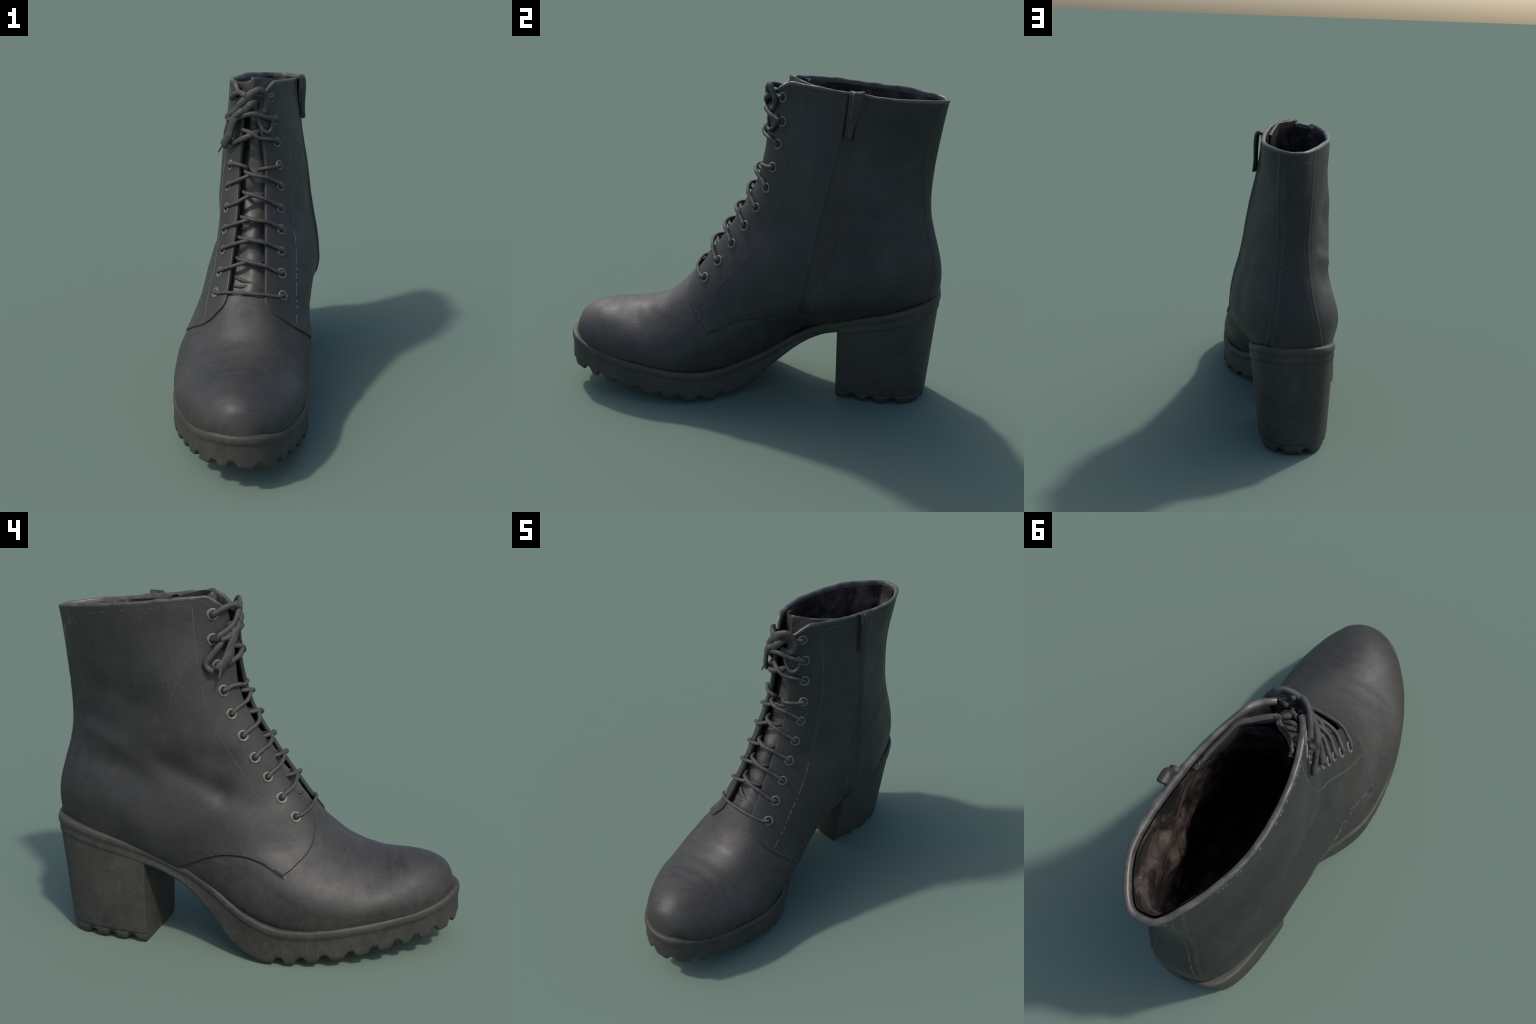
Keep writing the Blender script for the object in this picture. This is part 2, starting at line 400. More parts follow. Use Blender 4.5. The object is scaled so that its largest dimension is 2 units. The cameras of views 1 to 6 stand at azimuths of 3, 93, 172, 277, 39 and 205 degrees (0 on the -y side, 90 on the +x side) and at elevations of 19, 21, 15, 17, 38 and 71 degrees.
def quarter_lift(P, a):
    x, y, z = P[..., 0], P[..., 1], P[..., 2]
    low = np.where(a < 0, LOW_OUT(y), LOW_INN(y))
    q = .010*smooth(z-low, -.003, .006)
    q = q - np.where((a > 0) & (y > -.16), .006, 0)*np.exp(-((z-low)/.03)**2)*smooth(z-low, -.003, .006)
    # slit of the zip on the inner side
    inn = (a > 0) & (y < .75)
    band = smooth(y-ZIP_C(z), -.004, .016)*(1-smooth(y-ZIP_B(z), -.005, .001))*smooth(z, .52, .56)
    q = q - np.where(inn, .007*band, 0)
    lip = np.exp(-((y-ZIP_B(z)-.006)/.007)**2) + .7*np.exp(-((y-ZIP_C(z)+.006)/.008)**2)
    q = q + np.where(inn, .0055*lip*smooth(z, .44, .50), 0)
    # welted seams of the heel stay
    back = y > .82
    sl = np.exp(-((x-STAY_L(z))/.006)**2); sr = np.exp(-((x-STAY_R(z))/.006)**2)
    gl = np.exp(-((x-STAY_L(z)+.012)/.006)**2); gr = np.exp(-((x-STAY_R(z)-.012)/.006)**2)
    q = q + np.where(back & (z > .5), .0038*np.maximum(sl, sr) - .0020*np.maximum(gl, gr), 0)
    return q

NT, NQ = 30, 190
def half_columns(sign, Hf):
    """positions of one half of the worked upper; returns points (rows, columns) from the front line outward"""
    rows_t = T_ROWS[:, None]
    h = np.minimum(Hf(T_ROWS), .62*np.where(sign < 0, -A0, A1))[:, None]
    end = np.where(sign < 0, -A0, A1)[:, None]
    op = 1 - smooth(T_ROWS, T_VAMP-.25, T_VAMP+.15)[:, None]      # 1 beside the lace opening
    fade = 1 - smooth(T_ROWS, 9.3, 9.8)[:, None]                  # the front edge of the quarter stops at its lower corner
    inner = np.linspace(0, 1, NT+1)[None, :]
    A = [inner*h]; O = [np.zeros((NROW, NT+1)) - .0*op]
    A[0] = A[0] + op*(inner >= 1)*.035                             # lip tucked under the facing
    O[0] = O[0] - op*.024*(inner >= 1)
    for da, f_open, f_shut in ((.0005, -.022, .25), (.0002, -.012, .6), (.0030, -.003, .9), (.0065, 0., 1.)):
        A.append(h + da); O.append(np.where(op > .5, f_open, 0) + 0*h)
    k = np.linspace(0, 1, NQ+1)[1:][None, :]
    A.append(h + .0065 + k*(end-h-.0065)); O.append(np.zeros((NROW, NQ)))
    A = np.concatenate(A, axis=1); O = np.concatenate(O, axis=1)
    lift = np.concatenate([np.zeros((1, NT+1)), [[.25, .6, .9, 1.]], np.ones((1, NQ))], axis=1)
    lift = np.where(op > .5, np.where(np.arange(A.shape[1])[None] >= NT, 1, 0), lift)
    # round the upper corner of the facing
    corner = .24*(1 - smooth(A-h, .0, .11))
    T = rows_t + corner*np.clip(1-rows_t/1.2, 0, 1)
    base = surf(T, sign*A)
    rel = relief(base, np.full(A.shape, float(sign)))
    ql = quarter_lift(base, np.full(A.shape, float(sign)))
    ql = np.where(lift < 1, np.minimum(ql, .010)*lift, ql)
    return surf(T, sign*A, O + rel + ql), A, T

PL, AL, TL = half_columns(-1, H_OUT)
PR, AR, TR = half_columns(1, H_INN)
NC = PL.shape[1]
FULL = np.concatenate([PL[:, ::-1], PR[:, 1:-1]], axis=1)      # closed ring of columns: outer back .. front .. inner back
FT = np.concatenate([TL[:, ::-1], TR[:, 1:-1]], axis=1)
NCF = FULL.shape[1]
idx = np.arange(NROW*NCF).reshape(NROW, NCF)
q0 = idx[:-1]; q1 = np.roll(idx, -1, axis=1)[:-1]; q2 = np.roll(idx, -1, axis=1)[1:]; q3 = idx[1:]
QUADS = np.stack([q0, q1, q2, q3], axis=-1).reshape(-1, 4)
VERT = FULL.reshape(-1, 3)
cen = VERT[QUADS].mean(1)
fn = np.cross(VERT[QUADS[:, 2]]-VERT[QUADS[:, 0]], VERT[QUADS[:, 3]]-VERT[QUADS[:, 1]])
if (fn*(cen - np.array([.05, .2, .8]))).sum() < 0: fn = -fn; QUADS = QUADS[:, ::-1]
VN = np.zeros_like(VERT)
for k in range(4): np.add.at(VN, QUADS[:, k], fn)
VN /= np.linalg.norm(VN, axis=1, keepdims=True) + 1e-15
# which part a face belongs to
colf = np.tile(np.arange(NCF), NROW-1); rowf = np.repeat(np.arange(NROW-1), NCF)
tf = T_ROWS[rowf]
from_front = np.where(colf < NC-1, NC-2-colf, colf-(NC-1))     # column number counted from the front line
low = np.where(colf < NC-1, LOW_OUT(cen[:, 1]), LOW_INN(cen[:, 1]))
is_open = (from_front < NT) & (tf < T_VAMP)
is_stay = (cen[:, 1] > .82) & (cen[:, 0] > STAY_L(cen[:, 2])) & (cen[:, 0] < STAY_R(cen[:, 2])) & (cen[:, 2] > .45)
is_vamp = ~is_stay & ~is_open & (((from_front < NT) & (tf >= T_VAMP)) | (cen[:, 2] < low) | (tf > 10.2))
is_out = ~is_open & ~is_stay & ~is_vamp & (colf < NC-1)
is_inn = ~is_open & ~is_stay & ~is_vamp & (colf >= NC-1)

def part(name, faces, mat):
    used, inv = np.unique(faces, return_inverse=True)
    return add_mesh(name, VERT[used], inv.reshape(faces.shape), mat, normals=VN[used])
vamp = part('vamp', QUADS[is_vamp], M_VAMP)
quarter_out = part('quarter', QUADS[is_out], M_QUARTER)
quarter_inn = part('quarter', QUADS[is_inn], M_QUARTER)
stay = part('heel_stay', QUADS[is_stay], M_QUARTER)
keep = ~is_open
BVH = BVHTree.FromPolygons([Vector(v) for v in VERT], [tuple(int(i) for i in f) for f in QUADS[keep]])

# toe end cap hidden inside the welt
add_mesh('toe_end_cap', VERT[idx[-1]], [tuple(range(NCF))], M_VAMP)

# ------------------------------------------------------------------ rolled collar, lining, tongue
def ring_rows(offs):
    """strips round the top edge for both halves, leaving the lace opening free; offs = list of (down, depth, raise)"""
    out = []
    for P, A, T, sign in ((PL, AL, TL, -1), (PR, AR, TR, 1)):
        a = A[0, NT+4:]; t = T[0, NT+4:]
        rows = []
        for down, depth, lift_z in offs:
            p = surf(t + down, sign*a, -depth)
            p[:, 2] += lift_z
            rows.append(p)
        out.append(np.array(rows))
    return out

COL_TH = .011
arc_n = 9
offs = [(.03, -.0095, 0.)]
for k in range(arc_n):
    th = math.pi*k/(arc_n-1)
    offs.append((0., (COL_TH-.012)/2 - (COL_TH+.012)/2*math.cos(th), .010*math.sin(th)))
offs += [(.10, COL_TH+.002, 0), (.25, COL_TH+.003, 0), (.5, COL_TH+.004, 0)]
cl, cr = ring_rows(offs)
for P in (cl, cr):
    w = .008*value_noise(P[1:11], 8.0, 21) + .004*value_noise(P[1:11], 22.0, 22)
    P[1:11, :, 2] += w*np.sin(np.linspace(0, math.pi, 10))[:, None]
col = np.concatenate([cl[:, ::-1], cr], axis=1)[:, :]
# outer half runs front->back reversed, so the strip goes outer front .. back .. inner front
col = np.concatenate([cl, cr[:, ::-1][:, 1:]], axis=1)
add_mesh('collar', col.reshape(-1, 3), grid_faces(col.shape[0], col.shape[1], flip=True), M_COLLAR)

def lining_mesh():
    n = 260
    ts = np.linspace(.05, 9.0, 120)
    u = np.linspace(0, 1, n)
    rows = []
    for t in ts:
        i = int(t/16*(NROW-1)); a = np.where(u < .5, A0[i]*(1-2*u), A1[i]*(2*u-1))
        front = 1-smooth(abs(a), .04, .26)
        depth = .020 + .050*smooth(t, .7, 2.4) + front*np.interp(t, [0, 1, 3, 5, 9], [.095, .085, .04, .02, .0])
        p = surf(np.full(n, t), a, -depth)
        wr = value_noise(p, 6.0, 31)*.018 + value_noise(p, 15.0, 33)*.014 + value_noise(p, 36.0, 35)*.004
        p = surf(np.full(n, t), a, -depth - (wr+.012)*smooth(t, .2, .8))
        rows.append(p)
    G = np.array(rows)
    F = grid_faces(len(ts), n)
    c = len(ts)*n
    V = np.r_[G.reshape(-1, 3), [G[-1].mean(0)]]
    o = (len(ts)-1)*n
    for j in range(n-1): F.append((o+j, o+j+1, c))
    return V, F
V, F = lining_mesh()
add_mesh('lining', V, F, M_LINING)

def tongue_mesh():
    ts = np.linspace(-.16, 5.5, 140); n = 84
    depth_f = pchip([-.2, 0, .5, 1.2, 2.5, 4, 5, 5.6, 6.3], [.078, .076, .066, .058, .052, .046, .040, .034, .034])
    rows = []
    for t in ts:
        tt = max(t, 0.)
        lo = -(float(H_OUT(tt)) + np.interp(t, [-.2, .5, 1.6], [.17, .13, .055])); hi = float(H_INN(tt)) + np.interp(t, [-.2, .5, 1.6], [.38, .30, .06])
        a = np.linspace(lo, hi, n)
        dep = float(depth_f(t)) - (float(depth_f(t))-.024)*np.maximum(smooth(a, .06, .22), smooth(-a, .09, .20)) - .018*np.exp(-((a-.01)/.05)**2)*smooth(t, 2.2, 3.2)
        p = surf(np.full(n, tt), a, -dep)
        rise = -t*.25 if t < 0 else 0
        edge = smooth(np.linspace(0, 1, n), 0, .35)*smooth(1-np.linspace(0, 1, n), 0, .45)
        if t < .6: p[:, 2] += (1-smooth(t, -.16, .6))*(.034*edge - .012)
        p = p + (value_noise(p, 11, 41)*.007 + value_noise(p, 26, 43)*.003)[:, None]*np.array([.2, -1, .3])
        rows.append(p)
    G = np.array(rows)
    return G.reshape(-1, 3), grid_faces(len(ts), n)
V, F = tongue_mesh()
tongue = add_mesh('tongue', V, F, M_TONGUE)
sm = tongue.modifiers.new('thick', 'SOLIDIFY'); sm.thickness = .018; sm.offset = 0

# ------------------------------------------------------------------ eyelets
EYE_INN = [(.086, .15, 1.62), (.11, .148, 1.504), (.128, .127, 1.393), (.141, .106, 1.277), (.16, .068, 1.174), (.156, .025, 1.065),
           (.16, -.031, .966), (.166, -.095, .869), (.175, -.167, .774), (.186, -.239, .682)]
EYE_OUT = [(-.102, .17, 1.615), (-.114, .169, 1.503), (-.108, .152, 1.386), (-.106, .131, 1.267), (-.111, .097, 1.158), (-.109, .048, 1.053),
           (-.123, -.011, .953), (-.131, -.074, .862), (-.142, -.139, .764), (-.159, -.207, .677)]

def lathe(profile, n=28):
    V = []; F = []
    for k in range(n):
        c, s_ = math.cos(2*math.pi*k/n), math.sin(2*math.pi*k/n)
        for r, z in profile: V.append((r*c, r*s_, z))
    m = len(profile)
    for k in range(n):
        for j in range(m-1):
            a = k*m+j; b = ((k+1) % n)*m+j
            F.append((a, b, b+1, a+1))
    return V, F
V, F = lathe([(.0282, -.003), (.0280, .0010), (.0262, .0028), (.0222, .0036), (.0182, .0030), (.0158, .0008), (.0148, -.006)])
eye_me = bpy.data.meshes.new('eyelet'); eye_me.from_pydata(V, [], F); eye_me.materials.append(M_EYELET)
eye_me.polygons.foreach_set('use_smooth', [True]*len(eye_me.polygons))
V, F = lathe([(.0155, -.003), (.009, -.0045), (.0, -.005)])  # dark disc filling the ring, added in place of an open hole
disc_me = bpy.data.meshes.new('eyelet_dark_disc'); disc_me.from_pydata(V, [], F); disc_me.materials.append(M_EYE_DISC)
EYES = {1: [], -1: []}
for sign, lst in ((1, EYE_INN), (-1, EYE_OUT)):
    for P in lst:
        loc, nrm, fi, d = BVH.find_nearest(Vector(P))
        # averaged normal round the eyelet
        nn = Vector((0, 0, 0))
        for dx, dz in ((0, 0), (.02, 0), (-.02, 0), (0, .02), (0, -.02)):
            l2, n2, _, _ = BVH.find_nearest(loc + Vector((dx*.3, dx, dz)))
            nn += n2
        nn.normalize()
        if nn.dot(Vector((sign, -.4, 0))) < 0: nn = -nn
        ob = bpy.data.objects.new('eyelet', eye_me); bpy.context.scene.collection.objects.link(ob)
        ob.parent = ROOT; ob.location = loc + nn*.001
        ob.rotation_euler = nn.to_track_quat('Z', 'Y').to_euler()
        k = random.uniform(.94, 1.06); ob.scale = (k, k*random.uniform(.95, 1.05), 1)
        hb = bpy.data.objects.new('eyelet_dark_disc', disc_me); bpy.context.scene.collection.objects.link(hb)
        hb.parent = ob; hb.location = (0, 0, .006)
        EYES[sign].append((np.array(loc), np.array(nn)))

# ------------------------------------------------------------------ laces
def resample(pts, n):
    P = np.array(pts, float); m = len(P); out = []
    for i in range(m-1):
        p0 = P[i-1] if i > 0 else 2*P[0]-P[1]; p1, p2 = P[i], P[i+1]; p3 = P[i+2] if i+2 < m else 2*P[-1]-P[-2]
        t = np.linspace(0, 1, 24, endpoint=False)[:, None]
        out.append(.5*((2*p1) + (-p0+p2)*t + (2*p0-5*p1+4*p2-p3)*t*t + (-p0+3*p1-3*p2+p3)*t**3))
    q = np.concatenate(out + [P[-1:]])
    d = np.r_[0, np.cumsum(np.linalg.norm(np.diff(q, axis=0), axis=1))]
    a = np.linspace(0, d[-1], n)
    return np.c_[[np.interp(a, d, q[:, c]) for c in range(3)]].T, d[-1]

def cord(name, pts, r=.0095, flat=1.0, taper=(1, 1), parent=None, mat=None, face=None):
    """a cord swept along a smooth path; flat > 1 widens it into a band"""
    if name.startswith('bow'): pts = [np.array(p) + np.array((0, .012, 0)) for p in pts]
    n = max(12, int(resample(pts, 4)[1]/.006))
    q, L = resample(pts, n)
    tg = np.gradient(q, axis=0); tg /= np.linalg.norm(tg, axis=1, keepdims=True)+1e-12
    ref = np.array(face if face is not None else (0, -1, .15), float)
    V = []; F = []; m = 12
    for k in range(n):
        u = k/(n-1)
        side = np.cross(tg[k], ref); ls = np.linalg.norm(side)
        side = side/ls if ls > 1e-3 else np.array([1., 0, 0])
        up = np.cross(side, tg[k])
        rr = r*(taper[0]*(1-u) + taper[1]*u)*(1+.06*math.sin(k*.55+len(pts))+.10*math.sin(k*.21+1)+.03*math.sin(k*1.3))
        if k in (0, n-1): rr *= .45
        for j in range(m):
            th = 2*math.pi*j/m
            V.append(q[k] + side*rr*flat*math.cos(th) + up*rr*math.sin(th))
    for k in range(n-1):
        for j in range(m):
            a = k*m+j; b = k*m+(j+1) % m
            F.append((a, b, b+m, a+m))
    F.append(tuple(range(m))[::-1]); F.append(tuple(range((n-1)*m, n*m)))
    return add_mesh(name, V, F, mat or M_LACE, parent=parent)

def to_skin(P):
    """section number and signed distance of the skin point nearest to P"""
    d = ((EVEN[::2, ::3] - np.array(P))**2).sum(-1)
    i, k = np.unravel_index(np.argmin(d), d.shape); i *= 2; k *= 3
    u = UGRID[k]; a = A0[i]*(1-2*u) if u < .5 else A1[i]*(2*u-1)
    return T_ROWS[i], a

def sp(t, a, o): return surf(t, a, o)[0]
EYE_TA = {s_: [to_skin(e[0]) for e in EYES[s_]] for s_ in (1, -1)}
def eyelet_start(sgn, k):
    loc, nn = EYES[sgn][k]
    t, a = EYE_TA[sgn][k]
    return [loc - nn*.008, loc + nn*.010, ]
for k in range(4, 9):
    tl, al = EYE_TA[-1][k]; tr, ar = EYE_TA[1][k]
    tlu, _ = EYE_TA[-1][k-1]; tru, _ = EYE_TA[1][k-1]
    up = .5*((tl-tlu) + (tr-tru))            # section step to the row above
    rise = up*(.76 + .06*random.uniform(-1, 1))
    hl = float(H_OUT(tl)); hr = float(H_INN(tr))
    cx = .012*random.uniform(-1, 1) - .015
    tp = .5*(tl+tr) - rise
    # strand from the inner eyelet, on top at the crossing
    pts = eyelet_start(1, k) + [sp(tr-.14*up, ar*.84, .016), sp(tr-.48*up, hr*1.02, .021), sp(tp+.10*up, cx+.030, .022),
          sp(tp+.0*up, cx-.008, .016), sp(tp-.05*up, -hl*.60, .000), sp(tp-.10*up, -hl-.01, -.030), sp(tlu+.2*up, -hl-.06, -.026)]
    cord('lace', pts, .0105)
    pts = eyelet_start(-1, k) + [sp(tl-.16*up, al*.86, .016), sp(tl-.44*up, -hl*1.05, .019), sp(tp+.14*up, -hl*.45, .016), sp(tp+.05*up, cx, .006),
          sp(tp+.03*up, hr*.6, -.006), sp(tp-.04*up, hr+.010, -.032), sp(tru+.2*up, hr+.06, -.026)]
    cord('lace', pts, .0105)
# straight bar at the bottom
tl, al = EYE_TA[-1][9]; tr, ar = EYE_TA[1][9]
pts = eyelet_start(-1, 9) + [sp(tl-.05, al*.8, .014), sp(tl-.22, -float(H_OUT(tl))*.9, .014), sp(.5*(tl+tr)-.28, 0., .010),
      sp(tr-.22, float(H_INN(tr))*.9, .014), sp(tr-.05, ar*.8, .013)] + eyelet_start(1, 9)[::-1]
cord('lace', pts, .0085)
# hidden crossing strands lower down in the opening
cord('lace', [sp(4.45, -.11, -.03), sp(4.5, -.05, -.022), sp(4.62, .02, -.020), sp(4.85, .09, -.03)], .008)
cord('lace', [sp(4.75, -.11, -.03), sp(4.7, -.04, -.024), sp(4.58, .03, -.028), sp(4.5, .09, -.034)], .007)
# fourth row: short strands that dive behind the facings
tl, al = EYE_TA[-1][3]; tr, ar = EYE_TA[1][3]
cord('lace', eyelet_start(1, 3) + [sp(tr, ar*.72, .014), sp(tr, .060, .012), sp(tr+.02, .030, -.010), sp(tr+.05, .02, -.035)], .010)
cord('lace', eyelet_start(-1, 3) + [sp(tl-.04, al*.78, .015), sp(tl-.05, -.085, .018), sp(tl-.02, -.055, -.002), sp(tl+.05, -.05, -.035)], .012)
# third row: peaked strand with the outer half running up into the bow
tr, ar = EYE_TA[1][2]; tl, al = EYE_TA[-1][2]
cord('lace', eyelet_start(1, 2) + [sp(tr-.02, ar*.8, .018), sp(tr-.06, ar*.55, .020), (.045, .052, 1.428), (.012, .050, 1.452), (-.03, .075, 1.462), (-.06, .11, 1.47)], .0105)
cord('lace', eyelet_start(-1, 2) + [sp(tl-.02, al*.8, .018), sp(tl-.06, al*.6, .020), (-.045, .062, 1.420), (-.005, .055, 1.440), (.03, .075, 1.452), (.05, .11, 1.46)], .0125, flat=1.2)

# ------------------------------------------------------------------ bow
cord('bow_loop', [(-.112, .155, 1.505), (-.118, .128, 1.520), (-.090, .085, 1.550), (-.060, .060, 1.585), (-.028, .050, 1.625), (.005, .050, 1.655),
                  (.040, .058, 1.672), (.066, .078, 1.650), (.078, .092, 1.610), (.066, .086, 1.565), (.040, .070, 1.555), (.005, .065, 1.570)], .0125, flat=1.55)
cord('lace', eyelet_start(-1, 0) + [(-.085, .125, 1.640), (-.060, .085, 1.655), (-.030, .062, 1.645), (-.005, .062, 1.625), (.02, .085, 1.60)], .0125, flat=1.25)
cord('lace', eyelet_start(1, 0) + [(.075, .110, 1.628), (.050, .085, 1.640), (.020, .070, 1.650), (-.010, .080, 1.660)], .010)
cord('lace', eyelet_start(-1, 1) + [(-.122, .125, 1.506), (-.095, .088, 1.520), (-.050, .068, 1.535), (.0, .055, 1.553), (.045, .062, 1.545), (.085, .085, 1.528), (.118, .120, 1.512)] + eyelet_start(1, 1)[::-1], .0115, flat=1.15)
cord('bow_knot', [(-.050, .105, 1.552), (-.040, .062, 1.562), (-.014, .044, 1.586), (.012, .052, 1.612), (.028, .095, 1.625)], .0145, flat=1.5)
# open loop hanging on the inner side
cord('bow_loop', [(.020, .062, 1.570), (.036, .062, 1.530), (.050, .060, 1.490), (.070, .058, 1.462), (.092, .068, 1.455), (.106, .088, 1.475), (.108, .104, 1.510), (.095, .098, 1.540)], .0100, flat=1.1)
# outer loop and the pointed lace end standing off the side
cord('bow_loop', [(-.045, .060, 1.560), (-.085, .080, 1.530), (-.118, .115, 1.495), (-.136, .160, 1.440), (-.142, .190, 1.400), (-.148, .178, 1.375), (-.150, .155, 1.362)], .0105, flat=1.35, face=(-1, -.3, 0))
cord('lace_end', [(-.015, .080, 1.580), (-.055, .060, 1.560), (-.090, .078, 1.520), (-.115, .100, 1.470), (-.130, .118, 1.425), (-.150, .132, 1.375), (-.176, .140, 1.330)], .0130, flat=1.5, taper=(1, .25), face=(-.6, -1, 0))
cord('lace_end', [(-.040, .085, 1.560), (-.080, .075, 1.530), (-.100, .088, 1.480), (-.112, .098, 1.435), (-.128, .118, 1.405), (-.150, .150, 1.365)], .0125, flat=1.9, face=(-.8, -1, 0))

# ------------------------------------------------------------------ zip pull
def zip_tab():
    pts_c = [(1.664, -.012), (1.682, .004), (1.676, .018), (1.63, .019), (1.58, .015), (1.53, .010), (1.49, .008), (1.458, .012)]
    rows = []
    n = 10
    for z, off in pts_c:
        yc = float(ZIP_C(z))*.45 + float(ZIP_B(z))*.55
        w = np.interp(z, [1.45, 1.5, 1.6, 1.69], [.014, .017, .027, .037])
        ys = yc + np.linspace(-w, w, n)
        hit = [BVH.find_nearest(Vector((.27, y, min(z, 1.655)))) for y in ys]
        x = np.array([h[0].x for h in hit]) + off + .006*np.cos(np.linspace(-1.2, 1.2, n))
        rows.append(np.c_[x, ys, np.full(n, z)])
    G = np.array(rows)
    G = G + (value_noise(G, 30, 51)*.003)[..., None]
    return G.reshape(-1, 3), grid_faces(len(rows), n)
V, F = zip_tab()
tab = add_mesh('zip_pull', V, F, M_QUARTER)
sm = tab.modifiers.new('thick', 'SOLIDIFY'); sm.thickness = .018; sm.offset = -.4
sb = tab.modifiers.new('round', 'SUBSURF'); sb.levels = 2; sb.render_levels = 2

# ------------------------------------------------------------------ stitching
SV, SF = [], []
def stitches(pts, pitch=.0160, length=.0142, r=.0024, skip=0.0, shift=0.0):
    """a row of single stitches laid on the leather along a path"""
    q, L = resample(pts, max(8, int(sum(np.linalg.norm(np.diff(np.array(pts), axis=0), axis=1))/.004)))
    d = np.r_[0, np.cumsum(np.linalg.norm(np.diff(q, axis=0), axis=1))]
    s = .5*pitch
    while s + length < d[-1]:
        if random.random() >= skip:
            e = [np.array([np.interp(s+f*length, d, q[:, c]) for c in range(3)]) for f in (0, .5, 1)]
            hits = [BVH.find_nearest(Vector(v)) for v in e]
            P = [np.array(h[0]) for h in hits]; N = np.array(hits[1][1])
            out = e[1] - np.array([.06, .3, e[1][2]]) if e[1][2] > .6 else e[1] - np.array([0, -.2, .3])
            if N.dot(out) < 0: N = -N
            tg = P[2]-P[0]; tg /= np.linalg.norm(tg)+1e-9
            sd = np.cross(tg, N)
            o = len(SV)
            for p, w, h in ((P[0], .5, -.0005), (P[0]*.7+P[2]*.3, 1, .0016), (P[0]*.3+P[2]*.7, 1, .0016), (P[2], .5, -.0005)):
                SV.append(p + sd*r*w - N*.001); SV.append(p + N*(h+.0006)); SV.append(p - sd*r*w - N*.001)
            for k in range(3):
                a = o+3*k
                SF.append((a, a+1, a+4, a+3)); SF.append((a+1, a+2, a+5, a+4))
        s += pitch*random.uniform(.94, 1.06)

def side_line(sgn, yz):
    out = []
    for y, z in yz:
        h = BVH.ray_cast(Vector((sgn*2, y, z)), Vector((-sgn, 0, 0)))
        if h[0] is not None: out.append(tuple(h[0]))
    return out
FACING_OUT = [(.262, 1.655), (.258, 1.579), (.249, 1.447), (.234, 1.343), (.212, 1.237), (.173, 1.116), (.121, 1.017), (.060, .918), (-.017, .799), (-.095, .695), (-.172, .615), (-.250, .544)]
FACING_INN = [(.243, 1.655), (.234, 1.569), (.222, 1.445), (.209, 1.365), (.191, 1.284), (.158, 1.169), (.112, 1.051), (.050, .933), (-.031, .818), (-.13, .70), (-.215, .607), (-.284, .546)]
stitches(side_line(-1, FACING_OUT)); stitches(side_line(1, FACING_INN), skip=.1)
zz = np.linspace(1.60, .56, 24)
for f, dy in ((ZIP_C, -.022), (ZIP_C, -.036), (ZIP_B, .024), (ZIP_B, .038)):
    stitches(side_line(1, [(float(f(z))+dy, z) for z in zz]), skip=.3, r=.0013)
stitches(side_line(1, [(.243, 1.655), (.33, 1.655), (.415, 1.645)]), skip=.15)
stitches(side_line(1, [(.60, 1.615), (.70, 1.605), (.80, 1.598)]), skip=.3, r=.0018)
stitches(side_line(-1, [(.27, 1.655), (.45, 1.645), (.62, 1.63), (.78, 1.612)]), skip=.6, r=.0012)
yo = np.linspace(-.135, .30, 22); yi = np.linspace(-.18, .2, 18)
for d in (.012, .026):
    stitches(side_line(-1, [(y, float(LOW_OUT(y))+d) for y in yo]), skip=.35, r=.0013)
    stitches(side_line(1, [(y, float(LOW_INN(y))+d) for y in yi]), skip=.4, r=.0012)
# along the front edge of each quarter, two rows near the lower corner
for sgn, Hf in ((-1, H_OUT), (1, H_INN)):
    for d in (.014, .027):
        stitches([tuple(surf(t, sgn*(float(Hf(t))+d), .008)[0]) for t in np.linspace(7.4, 9.3, 12)], skip=.25, r=.0018)
def back_line(f, dx, z0, z1):
    out = []
    for z in np.linspace(z0, z1, 26):
        h = BVH.ray_cast(Vector((float(f(z))+dx, 2, z)), Vector((0, -1, 0)))
        if h[0] is not None: out.append(tuple(h[0]))
    return out
stitches(back_line(STAY_R, -.012, 1.56, .62), skip=.1); stitches(back_line(STAY_L, .012, 1.56, .62), skip=.1)
hb = [BVH.ray_cast(Vector((x, 2, 1.585)), Vector((0, -1, 0)))[0] for x in np.linspace(.035, .165, 8)]
stitches([tuple(h) for h in hb if h is not None], skip=.1)
add_mesh('stitching', SV, SF, M_STITCH, smooth_shade=False, stuff=True)

# ------------------------------------------------------------------ sole
NRING = 1100
RING, RNRM, RLEN = closed_spline(PLAN, NRING)
SKEW = .14

def ring_index(y, side):
    """ring sample nearest to a given y on the outer (-1) or inner (+1) side"""
    k = np.arange(NRING); k = k[(RING[:, 0] < .04) if side < 0 else (RING[:, 0] > .04)]
    return k[np.argmin(abs(RING[k, 1] - y))]

def ring_index_x(x, front=True):
    k = np.arange(NRING); k = k[(RING[:, 1] < -.9) if front else (RING[:, 1] > .93)]
    return k[np.argmin(abs(RING[k, 0] - x))]

def notch_profile(arc, total, centres, width):
    """1 in the grooves between lugs, 0 on the lugs; measured along the ring"""
    r = np.zeros(len(arc))
    for c in centres:
        d = abs((arc - c + total/2) % total - total/2)
        r = np.maximum(r, 1 - smooth(d, width*.22, width*.80))
    return r

NOTCH = ([ring_index(y, -1) for y in (-.139, -.245, -.355, -.475, -.586, -.693, -.784, -.872)]
         + [ring_index(y, 1) for y in (-.148, -.253, -.376, -.475, -.593, -.703, -.803, -.886)]
         + [ring_index_x(x) for x in (-.098, -.01, .115)])
ARC = np.arange(NRING)*RLEN/NRING

